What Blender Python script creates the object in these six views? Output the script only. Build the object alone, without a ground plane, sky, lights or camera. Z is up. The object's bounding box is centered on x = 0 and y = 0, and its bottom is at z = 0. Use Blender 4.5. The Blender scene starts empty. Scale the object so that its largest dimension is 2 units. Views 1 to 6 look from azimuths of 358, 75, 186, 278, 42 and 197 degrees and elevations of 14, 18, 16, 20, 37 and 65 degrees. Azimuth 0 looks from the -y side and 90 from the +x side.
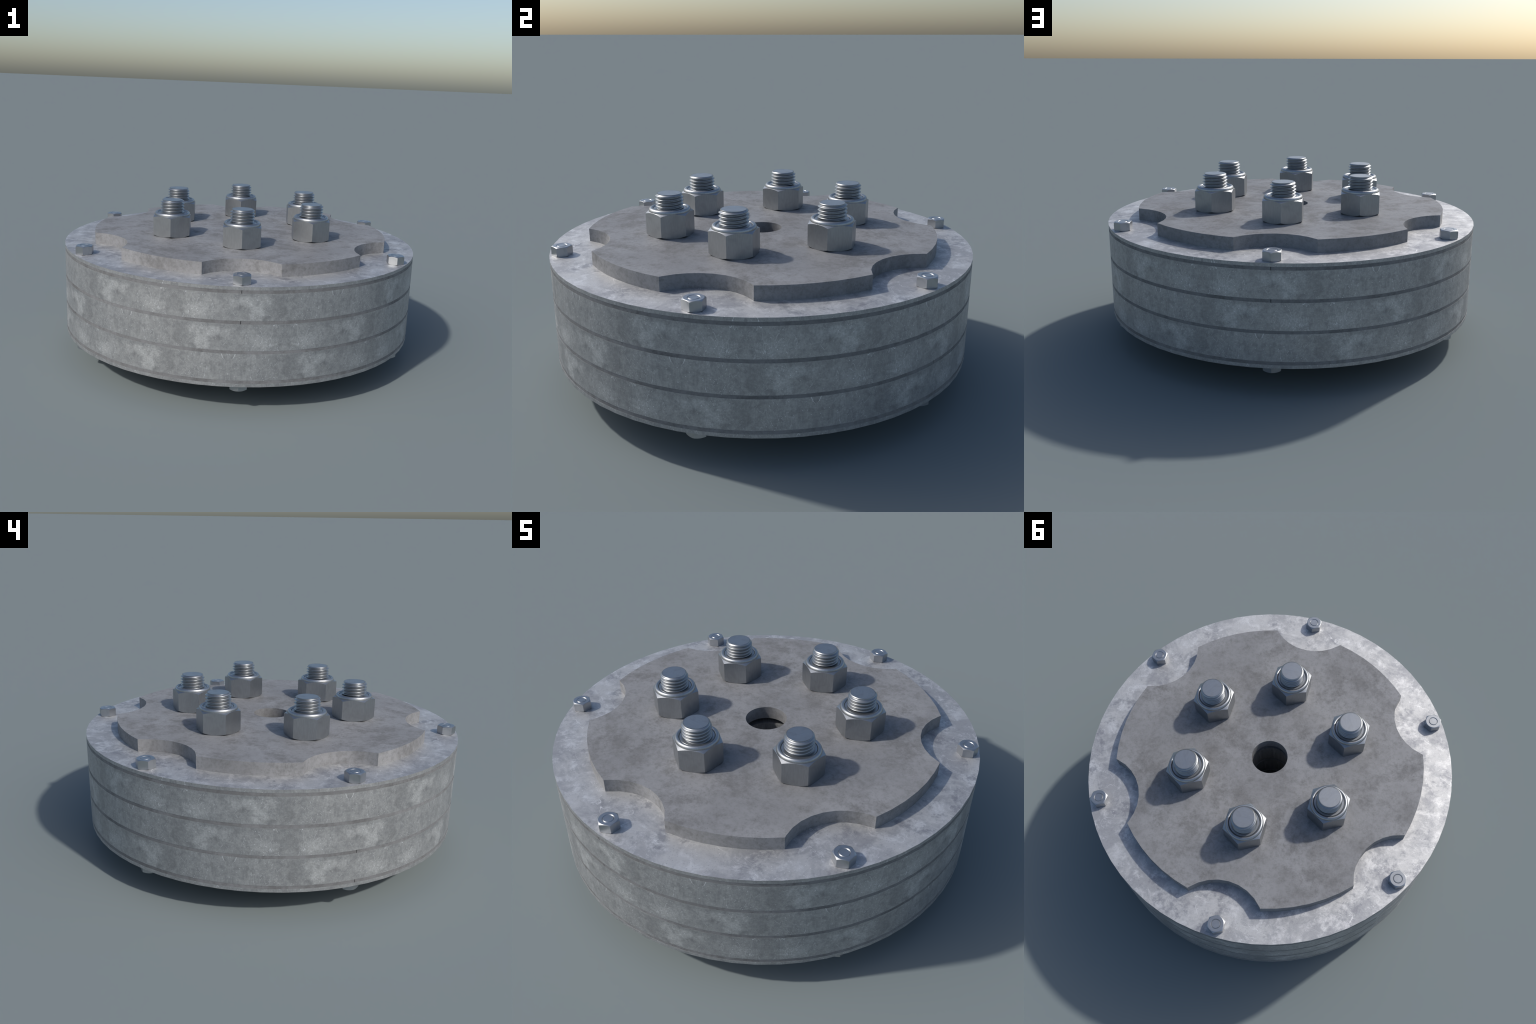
import bpy, bmesh, math
from math import pi, sin, cos, tan, radians, hypot
from mathutils import Vector

# ------------------------------------------------------------------ sizes (metres)
R_DRUM = 1.0            # outer radius of the disc stack
SEG = 64                # facets round the drum
R_BORE = 0.0975         # centre hole
Z_RIM = [0.6370, 0.6207, 0.6047, 0.4737, 0.4575, 0.3268, 0.3113, 0.1793, 0.1630, 0.1465]
PLATE_T = 0.0625        # lobed plate thickness
R_PLATE = 0.836         # lobed plate outer radius
NOTCH_C, NOTCH_R = 0.973, 0.249
R_BOLT = 0.443          # pitch circle of the large bolts
R_SMALL = 0.942         # pitch circle of the small bolts
ANGLES = [30 + 60 * k for k in range(6)]
TAN30 = tan(radians(30))


# ------------------------------------------------------------------ node helpers
class Nodes:
    def __init__(self, name):
        self.mat = bpy.data.materials.new(name)
        self.mat.use_nodes = True
        self.nt = self.mat.node_tree
        self.nt.nodes.clear()
        self.out = self.new("ShaderNodeOutputMaterial")
        self.bsdf = self.new("ShaderNodeBsdfPrincipled")
        self.link(self.bsdf.outputs[0], self.out.inputs[0])
        self.coord = self.new("ShaderNodeTexCoord").outputs["Object"]

    def new(self, kind, **props):
        n = self.nt.nodes.new(kind)
        for k, v in props.items():
            setattr(n, k, v)
        return n

    def link(self, a, b):
        self.nt.links.new(a, b)

    def put(self, sock, v):
        if isinstance(v, bpy.types.NodeSocket):
            self.link(v, sock)
        else:
            sock.default_value = v

    def math(self, op, a, b=0.0, c=0.0, clamp=False):
        n = self.new("ShaderNodeMath", operation=op, use_clamp=clamp)
        for s, v in zip(n.inputs, (a, b, c)):
            self.put(s, v)
        return n.outputs[0]

    def mapping(self, vec, scale=(1, 1, 1), loc=(0, 0, 0), rot=(0, 0, 0)):
        n = self.new("ShaderNodeMapping")
        self.put(n.inputs["Vector"], vec)
        n.inputs["Scale"].default_value = scale
        n.inputs["Location"].default_value = loc
        n.inputs["Rotation"].default_value = rot
        return n.outputs[0]

    def noise(self, vec, scale, detail=4.0, rough=0.55, distort=0.0):
        n = self.new("ShaderNodeTexNoise")
        self.put(n.inputs["Vector"], vec)
        n.inputs["Scale"].default_value = scale
        n.inputs["Detail"].default_value = detail
        n.inputs["Roughness"].default_value = rough
        n.inputs["Distortion"].default_value = distort
        return n.outputs["Fac"]

    def ramp(self, fac, lo, hi, a=0.0, b=1.0, smooth=True):
        n = self.new("ShaderNodeMapRange", interpolation_type="SMOOTHSTEP" if smooth else "LINEAR")
        self.put(n.inputs["Value"], fac)
        for key, v in (("From Min", lo), ("From Max", hi), ("To Min", a), ("To Max", b)):
            self.put(n.inputs[key], v)
        return n.outputs["Result"]

    def mix(self, fac, a, b):
        n = self.new("ShaderNodeMix", data_type="RGBA")
        self.put(n.inputs["Factor"], fac)
        for s, v in ((n.inputs[6], a), (n.inputs[7], b)):
            self.put(s, v if isinstance(v, bpy.types.NodeSocket) else (*v, 1.0))
        return n.outputs[2]

    def combine(self, x, y, z):
        n = self.new("ShaderNodeCombineXYZ")
        for s, v in zip(n.inputs, (x, y, z)):
            self.put(s, v)
        return n.outputs[0]

    def separate(self, vec):
        n = self.new("ShaderNodeSeparateXYZ")
        self.put(n.inputs[0], vec)
        return n.outputs

    def bump(self, height, strength, distance=0.002):
        n = self.new("ShaderNodeBump")
        self.put(n.inputs["Height"], height)
        n.inputs["Strength"].default_value = strength
        n.inputs["Distance"].default_value = distance
        return n.outputs[0]

    def scratch(self, vec, scale, width, mask_scale, mask_lo, mask_hi, distort=0.4):
        """thin curly lines: the level set of a noise, kept only where a second noise is high"""
        n = self.noise(vec, scale, 1.5, 0.4, distort)
        line = self.ramp(self.math("ABSOLUTE", self.math("SUBTRACT", n, 0.5)), 0.0, width, 1.0, 0.0)
        m = self.ramp(self.noise(self.mapping(vec, loc=(3.1, 7.7, 1.3)), mask_scale, 2.0), mask_lo, mask_hi)
        return self.math("MULTIPLY", line, m)

    def specks(self, vec, scale, size, mask_scale, mask_lo, mask_hi):
        n = self.new("ShaderNodeTexVoronoi", feature="F1")
        self.put(n.inputs["Vector"], vec)
        n.inputs["Scale"].default_value = scale
        d = self.ramp(n.outputs["Distance"], size * 0.4, size, 1.0, 0.0)
        m = self.ramp(self.noise(self.mapping(vec, loc=(1.7, 2.9, 5.3)), mask_scale, 3.0), mask_lo, mask_hi)
        return self.math("MULTIPLY", d, m)

    def finish(self, color, metallic, rough, normal=None, spec=0.5):
        b = self.bsdf
        self.put(b.inputs["Base Color"], color)
        self.put(b.inputs["Metallic"], metallic)
        self.put(b.inputs["Roughness"], rough)
        b.inputs["Specular IOR Level"].default_value = spec
        if normal is not None:
            self.link(normal, b.inputs["Normal"])
        return self.mat


# ------------------------------------------------------------------ materials
def dull_steel(name="dull_steel", tone=1.0):
    """dark, cloudy, worn steel of the lobed plates and the split spacer rings"""
    n = Nodes(name)
    p = n.coord
    shade = [tuple(x * tone for x in k) for k in DULL]
    cloud = n.noise(p, 2.6, 5.0, 0.6, 0.3)
    blot = n.noise(n.mapping(p, loc=(4, 1, 2)), 8.5, 10.0, 0.74, 0.1)
    fine = n.noise(n.mapping(p, loc=(9, 3, 1)), 55, 6.0, 0.78)
    broad = n.noise(n.mapping(p, loc=(2, 8, 5)), 3.6, 4.0, 0.55)
    c = n.mix(n.ramp(cloud, 0.36, 0.64), shade[0], shade[1])
    # cloudy stains whose edge and inside are broken up by fine speckle
    field = n.math("ADD", n.math("MULTIPLY", blot, 0.75), n.math("MULTIPLY", broad, 0.25))
    field = n.math("ADD", field, n.math("MULTIPLY", n.math("SUBTRACT", fine, 0.5), 0.20))
    stain = n.ramp(field, 0.42, 0.64)
    c = n.mix(n.math("MULTIPLY", stain, 0.85), c, shade[2])
    core = n.math("MULTIPLY", n.ramp(field, 0.50, 0.66), n.ramp(fine, 0.46, 0.66))
    c = n.mix(n.math("MULTIPLY", core, 0.50), c, shade[3])
    c = n.mix(n.ramp(fine, 0.44, 0.64, 0.0, 0.42), c, shade[2])
    pin = n.specks(p, 60, 0.16, 9, 0.50, 0.60)
    c = n.mix(n.math("MULTIPLY", pin, 0.5), c, shade[3])
    r = n.ramp(stain, 0.0, 1.0, 0.54, 0.68)
    return n.finish(c, 0.06, r, n.bump(fine, 0.08, 0.002), spec=0.35)


def zinc_top():
    """mottled galvanised face of the round end plates"""
    n = Nodes("galvanised_face")
    p = n.coord
    cloud = n.noise(p, 5.5, 8.0, 0.68, 0.5)
    mott = n.noise(n.mapping(p, loc=(5, 2, 0)), 11, 9.0, 0.74, 0.3)
    fine = n.noise(n.mapping(p, loc=(3, 7, 0)), 48, 6.0, 0.8)
    grain = n.noise(p, 130, 2.0, 0.6)
    c = n.mix(n.ramp(cloud, 0.42, 0.58), ZINC[0], ZINC[1])
    light = n.ramp(n.math("ADD", mott, n.math("MULTIPLY", n.math("SUBTRACT", fine, 0.5), 0.3)), 0.48, 0.66)
    c = n.mix(n.math("MULTIPLY", light, 0.85), c, ZINC[2])
    dfield = n.noise(n.mapping(p, loc=(1, 6, 3)), 15, 9.0, 0.78)
    dark = n.math("MULTIPLY", n.ramp(dfield, 0.49, 0.62),
                  n.ramp(n.noise(n.mapping(p, loc=(8, 4, 3)), 4.5, 4.0), 0.38, 0.58))
    c = n.mix(n.math("MULTIPLY", dark, 0.62), c, ZINC[3])
    c = n.mix(n.ramp(fine, 0.46, 0.64, 0.0, 0.22), c, ZINC[3])
    pits = n.specks(p, 85, 0.22, 7, 0.48, 0.60)
    c = n.mix(n.math("MULTIPLY", pits, 0.5), c, ZINC[3])
    sc = n.scratch(p, 11, 0.007, 5, 0.52, 0.66)
    sc2 = n.scratch(n.mapping(p, rot=(0, 0, 0.7), scale=(1, 6, 1)), 7, 0.008, 4, 0.56, 0.68)
    flecks = n.specks(n.mapping(p, loc=(2, 2, 2)), 60, 0.16, 6, 0.50, 0.62)
    white = n.math("MAXIMUM", n.math("MAXIMUM", sc, sc2), flecks)
    c = n.mix(n.math("MULTIPLY", white, 0.55), c, ZINC[4])
    r = n.math("SUBTRACT", n.ramp(mott, 0.35, 0.7, 0.60, 0.50), n.math("MULTIPLY", n.math("SUBTRACT", cloud, 0.5), 0.15))
    return n.finish(c, 0.68, r, n.bump(n.math("ADD", mott, n.math("MULTIPLY", grain, 0.4)), 0.22, 0.003))


def zinc_band(seam_deg, z_mid, name):
    """galvanised cylinder wall: patches, curls and specks, mirrored round the drum four times"""
    n = Nodes(name)
    s = n.separate(n.coord)
    phi = n.math("ARCTAN2", s[1], s[0])
    around = n.math("ADD", n.math("SUBTRACT", phi, radians(seam_deg)), 4 * pi)
    turn = n.math("MODULO", around, pi)
    u = n.math("PINGPONG", n.math("ADD", turn, radians(3.0)), radians(45))
    half = n.math("GREATER_THAN", n.math("MODULO", around, 2 * pi), pi)
    v = n.math("SUBTRACT", s[2], z_mid)
    p = n.combine(n.math("ADD", u, n.math("MULTIPLY", half, 0.013)), v, 0.37)
    # pale patch that repeats on each mirrored strip, with torn edges
    wob = n.noise(n.mapping(p, loc=(2, 3, 0)), 13, 8.0, 0.72, 0.5)
    wob2 = n.noise(n.mapping(p, loc=(7, 1, 0)), 42, 6.0, 0.78)
    tear = n.math("ADD", n.math("MULTIPLY", n.math("SUBTRACT", wob, 0.5), 3.6), n.math("MULTIPLY", n.math("SUBTRACT", wob2, 0.5), 2.2))

    def blob(cx, cy, rx, ry, edge=0.5):
        dx = n.math("DIVIDE", n.math("SUBTRACT", u, cx), rx)
        dy = n.math("DIVIDE", n.math("SUBTRACT", v, cy), ry)
        d = n.math("SQRT", n.math("ADD", n.math("MULTIPLY", dx, dx), n.math("MULTIPLY", dy, dy)))
        return n.ramp(n.math("ADD", d, tear), 1.0 - edge, 1.0 + edge, 1.0, 0.0)

    crown = blob(0.36, 0.026, 0.080, 0.026)
    stem = blob(0.39, -0.02, 0.030, 0.045)
    far = blob(0.12, -0.02, 0.06, 0.035)
    pale = n.math("MAXIMUM", n.math("MAXIMUM", crown, stem), n.math("MULTIPLY", far, 0.6))
    cloud = n.noise(p, 6.0, 8.0, 0.70, 0.5)
    mid = n.noise(n.mapping(p, loc=(8, 5, 1)), 15, 7.0, 0.74, 0.6)
    mott = n.noise(n.mapping(p, scale=(1.0, 0.75, 1), loc=(3, 3, 3)), 30, 9.0, 0.84, 0.3)
    chip = n.noise(n.mapping(p, scale=(1.0, 0.7, 1), loc=(1, 4, 6)), 75, 4.0, 0.75, 0.2)
    streak = n.noise(n.mapping(p, scale=(1.0, 0.12, 1)), 60, 4.0, 0.65)
    brush = n.noise(n.mapping(n.coord, scale=(1, 1, 16)), 18, 3.0, 0.6)
    grain = n.noise(n.coord, 120, 3.0, 0.7)
    wisp = n.noise(n.mapping(n.combine(n.math("MULTIPLY", phi, 0.22), v, 0.11), loc=(0, 0, 2)), 46, 6.0, 0.72, 0.3)
    c = n.mix(n.ramp(cloud, 0.38, 0.62), BAND[0], BAND[1])
    c = n.mix(n.math("MULTIPLY", n.ramp(mid, 0.47, 0.66), 0.55), c, BAND[2])
    c = n.mix(n.math("MULTIPLY", n.ramp(mott, 0.47, 0.63), 0.70), c, BAND[2])
    c = n.mix(n.math("MULTIPLY", n.ramp(mott, 0.49, 0.36), 0.50), c, BAND[4])
    c = n.mix(n.math("MULTIPLY", n.ramp(chip, 0.56, 0.68), n.ramp(mid, 0.42, 0.60, 0.15, 0.65)), c, BAND[3])
    c = n.mix(n.math("MULTIPLY", n.ramp(streak, 0.54, 0.68), n.ramp(cloud, 0.40, 0.60, 0.15, 0.55)), c, BAND[2])
    c = n.mix(n.math("MULTIPLY", pale, n.ramp(mott, 0.40, 0.56, 0.32, 0.80)), c, BAND[3])
    dk = n.ramp(n.noise(n.mapping(p, loc=(6, 2, 9)), 8.0, 9.0, 0.76, 0.8), 0.52, 0.68)
    c = n.mix(n.math("MULTIPLY", dk, 0.5), c, BAND[4])
    c = n.mix(n.ramp(grain, 0.40, 0.62, 0.0, 0.28), c, BAND[4])
    c = n.mix(n.ramp(wisp, 0.48, 0.64, 0.0, 0.14), c, BAND[4])
    # the tone steps where the wall sheet meets itself
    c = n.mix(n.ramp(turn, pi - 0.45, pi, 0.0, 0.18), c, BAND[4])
    curls = n.scratch(n.mapping(p, scale=(1.0, 0.40, 1)), 21, 0.0045, 14, 0.57, 0.64, 0.5)
    curls2 = n.scratch(n.mapping(p, scale=(1.3, 0.28, 1), loc=(5, 5, 0)), 40, 0.009, 14, 0.54, 0.62, 0.3)
    dots = n.specks(p, 60, 0.13, 8, 0.44, 0.58)
    dots2 = n.specks(n.mapping(p, loc=(1, 1, 4)), 120, 0.20, 6, 0.42, 0.58)
    white = n.math("MAXIMUM", n.math("MULTIPLY", curls, 0.75), n.math("MULTIPLY", curls2, 0.60))
    white = n.math("MAXIMUM", white, n.math("MAXIMUM", n.math("MULTIPLY", dots, 0.75), n.math("MULTIPLY", dots2, 0.55)))
    c = n.mix(white, c, BAND[5])
    black = n.specks(n.mapping(p, loc=(4, 9, 2)), 22, 0.06, 5, 0.5, 0.6)
    c = n.mix(n.math("MULTIPLY", black, 0.7), c, (0.05, 0.05, 0.055))
    r = n.math("ADD", n.ramp(pale, 0, 1, 0.48, 0.54), n.math("MULTIPLY", n.math("SUBTRACT", mid, 0.5), 0.3))
    h = n.math("ADD", n.math("MULTIPLY", brush, 0.5), n.math("ADD", n.math("MULTIPLY", mott, 0.8), n.math("MULTIPLY", grain, 0.3)))
    return n.finish(c, 0.62, r, n.bump(h, 0.12, 0.003))


def bolt_metal(name, base, rough, amount, lines=1.0):
    """clean zinc-plated bolt steel with fine brushing"""
    n = Nodes(name)
    p = n.coord
    b1 = n.noise(n.mapping(p, scale=(1.0, 14, 1)), 34, 4.0, 0.65)
    b2 = n.noise(n.mapping(p, scale=(14, 14, 0.8)), 34, 4.0, 0.65)
    brush = n.math("ADD", n.math("MULTIPLY", b1, 0.5), n.math("MULTIPLY", b2, 0.5))
    cl = n.noise(p, 16, 5.0, 0.65, 0.6)
    c = n.mix(n.ramp(brush, 0.40, 0.60), tuple(x * (1 - 0.12 * lines) for x in base), base)
    c = n.mix(n.math("MULTIPLY", n.ramp(cl, 0.46, 0.68), 0.50), c, tuple(x * 0.74 for x in base))
    r = n.math("ADD", rough, n.math("MULTIPLY", n.math("SUBTRACT", cl, 0.5), 0.12))
    return n.finish(c, 0.95, r, n.bump(brush, amount, 0.001) if amount else None)


DULL = [(0.225, 0.227, 0.234), (0.268, 0.271, 0.280), (0.158, 0.158, 0.160), (0.075, 0.075, 0.076)]
ZINC = [(0.395, 0.400, 0.414), (0.54, 0.542, 0.542), (0.74, 0.738, 0.732), (0.22, 0.227, 0.255), (0.95, 0.95, 0.95)]
BAND = [(0.310, 0.318, 0.326), (0.390, 0.397, 0.403), (0.49, 0.498, 0.501), (0.585, 0.597, 0.60), (0.222, 0.226, 0.232), (0.95, 0.97, 1.0)]

M_DULL = dull_steel()
M_RING = dull_steel("dull_ring_steel", 0.80)
M_FACE = zinc_top()
M_NUT = bolt_metal("plated_bolt_steel", (0.395, 0.413, 0.432), 0.39, 0.0)
M_SMALL = bolt_metal("plated_small_bolt_steel", (0.43, 0.447, 0.465), 0.37, 0.0, 0.25)


# ------------------------------------------------------------------ mesh helpers
def finish_mesh(name, bm, mats, angle=28, parent=None):
    bmesh.ops.remove_doubles(bm, verts=bm.verts, dist=1e-6)
    bmesh.ops.dissolve_degenerate(bm, edges=bm.edges, dist=1e-7)
    bmesh.ops.recalc_face_normals(bm, faces=bm.faces)
    me = bpy.data.meshes.new(name)
    bm.to_mesh(me)
    bm.free()
    for m in mats:
        me.materials.append(m)
    me.polygons.foreach_set("use_smooth", [True] * len(me.polygons))
    me.set_sharp_from_angle(angle=radians(angle))
    return me


def add(name, me, parent, loc=(0, 0, 0), rot=0.0):
    ob = bpy.data.objects.new(name, me)
    bpy.context.scene.collection.objects.link(ob)
    ob.parent = parent
    ob.location = loc
    ob.rotation_euler = (0, 0, rot)
    return ob


def skin(bm, rings, closed_ring=True, mat=0):
    """quads between successive lists of points"""
    vr = [[bm.verts.new(p) for p in ring] for ring in rings]
    faces = []
    for a, b in zip(vr, vr[1:]):
        n = len(a)
        for i in range(n if closed_ring else n - 1):
            j = (i + 1) % n
            f = bm.faces.new((a[i], a[j], b[j], b[i]))
            f.material_index = mat
            faces.append(f)
    return vr, faces


def lathe(bm, profile, seg, mat=0, close=False):
    """revolve (r, z) points round z; points on the axis become fans"""
    prof = list(profile) + ([profile[0]] if close else [])
    rings = [[(r * cos(2 * pi * i / seg), r * sin(2 * pi * i / seg), z) for i in range(seg)] for r, z in prof]
    return skin(bm, rings, True, mat)


def annulus(r_in, r_out, z0, z1, seg=SEG):
    bm = bmesh.new()
    lathe(bm, [(r_in, z0), (r_out, z0), (r_out, z1), (r_in, z1)], seg, close=True)
    return bm


# ------------------------------------------------------------------ the object
root = bpy.data.objects.new("bolted_flange_drum", None)
bpy.context.scene.collection.objects.link(root)
root["label"] = "round stack of grey metal discs bolted between two lobed plates"
root["category"] = "machine part"
root.empty_display_size = 0.2

# seam direction and middle height of the wall texture for each band
BANDS = [(75, 2, 3), (15, 4, 5), (-45, 6, 7)]
band_mats = []
for k, (seam, a, b) in enumerate(BANDS):
    zm = (Z_RIM[a] + Z_RIM[b]) / 2
    m = zinc_band(seam, zm, "galvanised_wall" + ("" if k == 0 else "_" + "bc"[k - 1]))
    band_mats.append(m)
    add("drum_band", finish_mesh("drum_band", annulus(0.102, R_DRUM, Z_RIM[b], Z_RIM[a]), [m]), root)

# round end plates: galvanised face, band-like rim
for z1, z0 in ((Z_RIM[0], Z_RIM[1]), (Z_RIM[8], Z_RIM[9])):
    bm = annulus(0.150, R_DRUM, z0, z1)
    for f in bm.faces:
        f.material_index = 1 if abs(f.normal.z) < 0.5 and f.calc_center_median().xy.length > 0.9 else 0
    bm.normal_update()
    for f in bm.faces:
        f.material_index = 1 if abs(f.normal.z) < 0.5 else 0
    add("end_plate", finish_mesh("end_plate", bm, [M_FACE, band_mats[0]]), root)

# split spacer rings: two halves each, with a hairline gap where they meet
for (z1, z0), split in (((1, 2), 90), ((3, 4), 90), ((5, 6), 30), ((7, 8), 30)):
    gap = 0.0014
    for side in (0, 180):
        bm = bmesh.new()
        nseg = SEG // 2
        r0, r1 = 0.150, R_DRUM - 0.0005
        top, bot = Z_RIM[z1], Z_RIM[z0]
        # facets line up with those of the drum
        lo = radians(split + side)
        hi = lo + pi
        step = 2 * pi / SEG
        g = gap / R_DRUM
        angs = [lo + g]
        k = math.ceil((lo + g) / step + 1e-6)
        while k * step < hi - g - 1e-6:
            angs.append(k * step)
            k += 1
        angs.append(hi - g)

        def drum_r(t, r):      # keep to the polygon of the drum
            d = (t % step) - step / 2
            return r * cos(step / 2) / cos(d)
        rings = []
        for r, z in ((r0, bot), (r1, bot), (r1, top), (r0, top), (r0, bot)):
            rings.append([(drum_r(t, r) * cos(t), drum_r(t, r) * sin(t), z) for t in angs])
        vr, _ = skin(bm, rings, False)
        for e in (0, -1):
            bm.faces.new([vr[i][e] for i in range(4)])
        add("spacer_ring", finish_mesh("spacer_ring", bm, [M_RING]), root)


# lobed plates
def plate_outline():
    pts = []
    half = math.acos((R_PLATE ** 2 + NOTCH_C ** 2 - NOTCH_R ** 2) / (2 * R_PLATE * NOTCH_C))
    for a in ANGLES:
        c = Vector((NOTCH_C * cos(radians(a)), NOTCH_C * sin(radians(a))))
        corner = Vector((R_PLATE * cos(radians(a) - half), R_PLATE * sin(radians(a) - half)))
        d = corner - c
        reach = abs((math.atan2(d.y, d.x) - (radians(a) + pi) + pi) % (2 * pi) - pi)
        # the notch, run from its first corner to its second one
        st = radians(12)
        n = int(reach / st)
        turns = [reach] + [k * st for k in range(n, -n - 1, -1)] + [-reach]
        for t in turns:
            w = radians(a) + pi + t
            pts.append((c.x + NOTCH_R * cos(w), c.y + NOTCH_R * sin(w)))
        # the outer arc to the next notch
        s0, s1 = radians(a) + half, radians(a + 60) - half
        m = 6
        for k in range(1, m):
            w = s0 + (s1 - s0) * k / m
            pts.append((R_PLATE * cos(w), R_PLATE * sin(w)))
    return pts


def lobed_plate(z0, z1):
    bm = bmesh.new()
    out = plate_outline()
    nh = 72
    hole = [(R_BORE * cos(2 * pi * i / nh), R_BORE * sin(2 * pi * i / nh)) for i in range(nh)]
    layers = {}
    for z in (z0, z1):
        for key, pts in (("o", out), ("h", hole)):
            vs = [bm.verts.new((x, y, z)) for x, y in pts]
            layers[key, z] = vs
        edges = []
        for key in "oh":
            vs = layers[key, z]
            edges += [bm.edges.new((vs[i], vs[(i + 1) % len(vs)])) for i in range(len(vs))]
        bmesh.ops.triangle_fill(bm, use_beauty=True, use_dissolve=False, edges=edges)
    for key in "oh":
        a, b = layers[key, z0], layers[key, z1]
        for i in range(len(a)):
            j = (i + 1) % len(a)
            bm.faces.new((a[i], a[j], b[j], b[i]))
    return finish_mesh("lobed_plate", bm, [M_DULL], angle=25)


add("lobed_plate", lobed_plate(Z_RIM[0], Z_RIM[0] + PLATE_T), root)
add("lobed_plate", lobed_plate(Z_RIM[9] - PLATE_T, Z_RIM[9]), root)


# ------------------------------------------------------------------ fasteners
def hexagon(bm, apothem, z0, z1, r_bot, r_top, r_hole_bot, r_hole_top, inner=None, per=10, cap_top=None):
    """hex prism whose corners are turned off by 30 degree cones; vertices at 30 + 60k degrees off the flats"""
    ths, rs = [], []
    for s in range(6):
        for i in range(per):
            t = (i / per) * 2 - 1
            loc = math.atan(t * tan(radians(30)))
            ths.append(radians(60 * s) + loc)
            rs.append(apothem / cos(loc))
    ring = lambda f: [(f(r)[0] * cos(t), f(r)[0] * sin(t), f(r)[1]) for t, r in zip(ths, rs)]
    rings = [ring(lambda r: (r_hole_bot, z0)), ring(lambda r: (r_bot, z0)),
             ring(lambda r: (r, z0 + max(0, r - r_bot) * TAN30)),
             ring(lambda r: (r, z1 - max(0, r - r_top) * TAN30)),
             ring(lambda r: (r_top, z1))]
    if cap_top:
        for rr, zz in cap_top:
            rings.append(ring(lambda r, rr=rr, zz=zz: (rr, zz)))
    rings.append(ring(lambda r: (r_hole_top, rings[-1][0][2])))
    skin(bm, rings, True)
    return ths


Z_PT = Z_RIM[0] + PLATE_T       # top face of the upper lobed plate


def lock_nut_mesh():
    bm = bmesh.new()
    zc = 0.8142                 # where the cone meets the collar
    rc = 0.0975
    prof = [(rc, 0.8165)]
    apex_r, apex_z = 0.0860, 0.8302      # rolled lip: full outside, tighter inside
    for k in range(1, 9):
        w = pi / 2 * k / 8
        prof.append((apex_r + (rc - apex_r) * cos(w), 0.8165 + (apex_z - 0.8165) * sin(w)))
    for k in range(7, -1, -1):
        w = pi / 2 * k / 8
        prof.append((apex_r - (apex_r - 0.0772) * cos(w), apex_z - 0.0075 + 0.0075 * sin(w)))
    prof += [(0.0772, 0.8190), (0.0668, 0.8190), (0.0668, 0.80)]
    hexagon(bm, 0.0982, Z_PT + 0.0002, zc, 0.0975, rc, 0.066, 0.066, cap_top=prof)
    return finish_mesh("lock_nut", bm, [M_NUT], angle=27)


def insert_mesh():
    bm = bmesh.new()
    lathe(bm, [(0.056, 0.815), (0.0764, 0.815), (0.0764, 0.8242), (0.0756, 0.8250), (0.056, 0.8250)], 48, close=True)
    return finish_mesh("lock_insert", bm, [M_NUT], angle=27)


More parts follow.
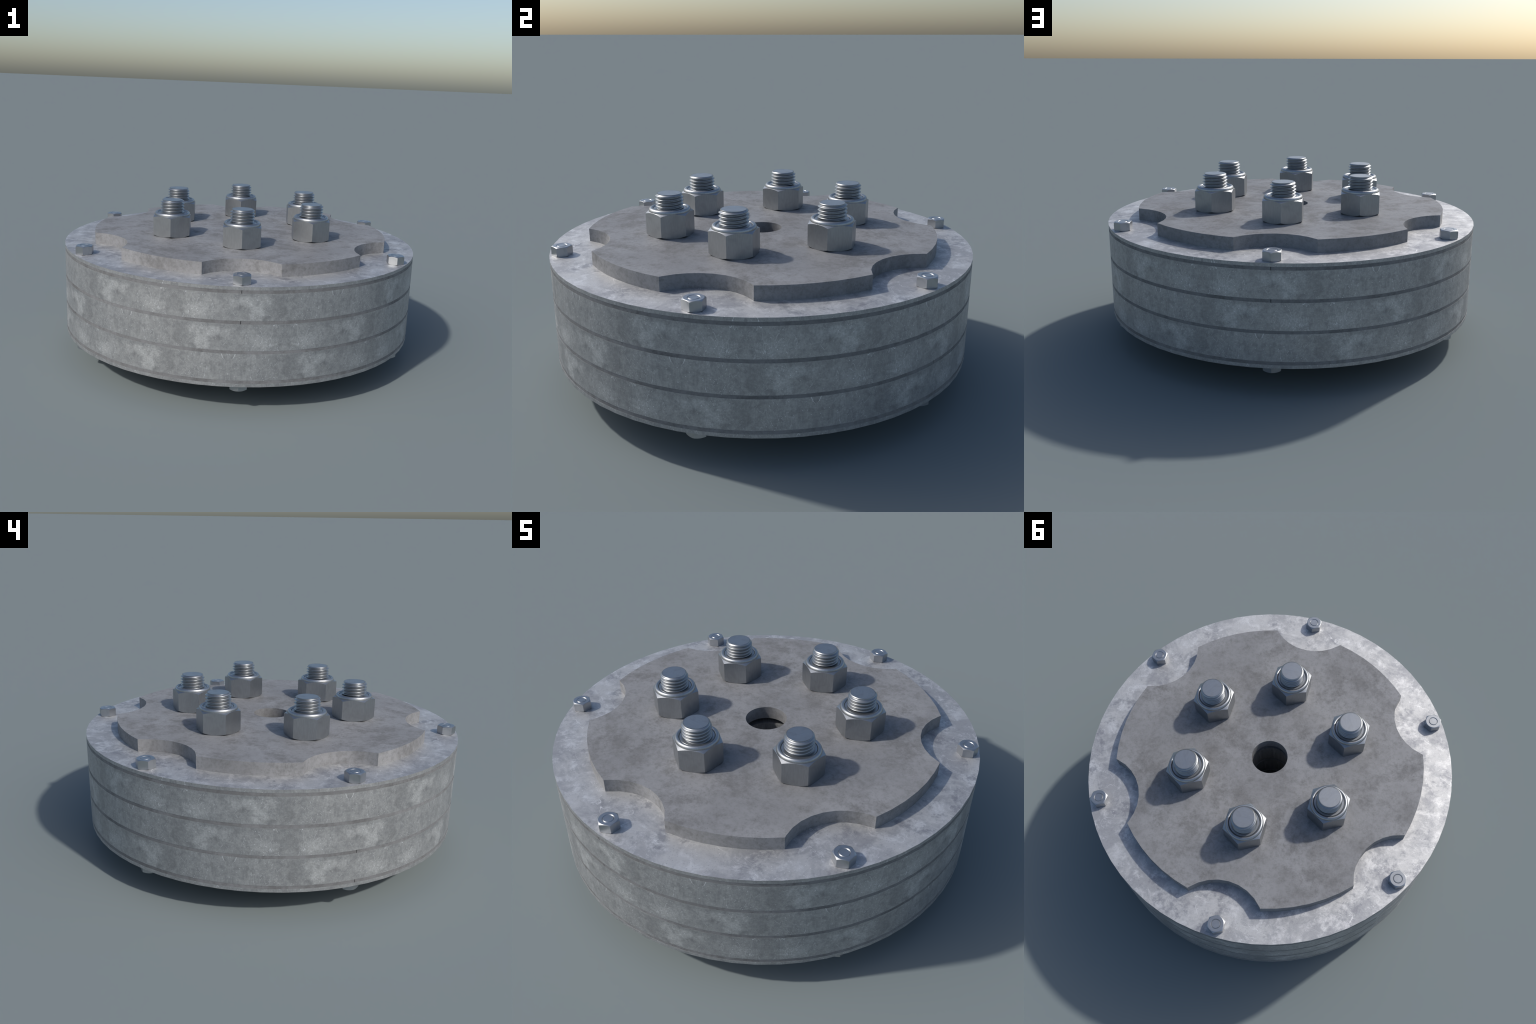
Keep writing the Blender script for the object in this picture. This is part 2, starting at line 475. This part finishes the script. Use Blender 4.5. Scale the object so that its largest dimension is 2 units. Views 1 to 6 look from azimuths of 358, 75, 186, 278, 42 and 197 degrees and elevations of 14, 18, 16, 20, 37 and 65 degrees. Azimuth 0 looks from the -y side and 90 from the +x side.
def large_bolt_mesh():
    """hex head at the bottom, plain shank, helical thread at the top end"""
    bm = bmesh.new()
    hexagon(bm, 0.0982, 0.0, 0.0840 - 0.0003, 0.094, 0.0980, 0.0, 0.05)
    zt, pitch, crest, rootr = 0.8958, 0.0158, 0.0657, 0.0538
    face_r = 0.0557
    z_start = 0.795
    lathe(bm, [(0.05, 0.083), (0.062, 0.083), (0.062, z_start + 0.002), (0.05, z_start + 0.002)], 48)
    seg, sub = 72, 10
    prof = []
    for i in range(sub):
        x = i / sub                        # phase: 0 = crest
        d = min(x, 1 - x) * 2              # 0 at crest, 1 at root
        h = min(1.0, d / 0.82)
        prof.append(crest - (crest - rootr) * h)
    n_rows = int((zt - z_start) / pitch + 3) * sub

    def point(j, row):
        t = 2 * pi * j / seg
        z = z_start + PH + (row / sub + j / seg - 1) * pitch
        r = prof[row % sub]
        z = min(max(z, z_start), zt)
        r = min(r, face_r + (zt - z) * 0.95)
        return (r * cos(t), r * sin(t), z)
    grid = [[bm.verts.new(point(j, row)) for row in range(n_rows + 1)] for j in range(seg)]
    wrap = [bm.verts.new(point(seg, row)) for row in range(n_rows + 1)]
    cols = grid + [wrap]
    for a, b in zip(cols, cols[1:]):
        for row in range(n_rows):
            bm.faces.new((a[row], b[row], b[row + 1], a[row + 1]))
    top = [bm.verts.new((face_r * cos(2 * pi * j / seg), face_r * sin(2 * pi * j / seg), zt)) for j in range(seg)]
    bm.faces.new(top)
    bmesh.ops.remove_doubles(bm, verts=bm.verts, dist=2e-5)
    me = finish_mesh("large_bolt", bm, [M_NUT], angle=40)
    # the rolled thread shades softly over crest and root; only the end face keeps its rim
    sharp = me.attributes["sharp_edge"].data
    for e in me.edges:
        a, b = (me.vertices[i].co for i in e.vertices)
        if min(a.z, b.z) > z_start + 0.004 and max(a.z, b.z) < zt - 1e-4:
            sharp[e.index].value = False
    return me


# crest at azimuth 0 of the bolt's own frame lies 7 mm below the end face
# (own frame: +x is tangential so that the bolt nearest -y needs no turn)
PH = ((0.8958 - 0.0071) - 0.795) % 0.0158

nut_me, ins_me, bolt_me = lock_nut_mesh(), insert_mesh(), large_bolt_mesh()
for a in ANGLES:
    rot = radians(a + 90)
    b = add("large_bolt", bolt_me, root, (R_BOLT * cos(radians(a)), R_BOLT * sin(radians(a)), 0), rot)
    add("lock_nut", nut_me, b)
    add("lock_insert", ins_me, b)


def small_nut_mesh():
    bm = bmesh.new()
    hexagon(bm, 0.0411, Z_RIM[0] + 0.0002, 0.6813, 0.0410, 0.0393, 0.022, 0.0225,
            cap_top=[(0.0252, 0.6813), (0.0226, 0.6787)])
    return finish_mesh("hex_nut", bm, [M_SMALL], angle=24)


def small_bolt_mesh():
    bm = bmesh.new()
    zt = 0.6814
    lathe(bm, [(0.0, 0.13), (0.0218, 0.13), (0.0224, 0.6787), (0.0199, zt), (0.0, zt)], 40)
    hexagon(bm, 0.0411, 0.1155, Z_RIM[9] - 0.0002, 0.0393, 0.0410, 0.0, 0.02)
    return finish_mesh("small_bolt", bm, [M_SMALL], angle=24)


snut, sbolt = small_nut_mesh(), small_bolt_mesh()
for a in ANGLES:
    b = add("small_bolt", sbolt, root, (R_SMALL * cos(radians(a)), R_SMALL * sin(radians(a)), 0), radians(a + 90))
    add("hex_nut", snut, b)
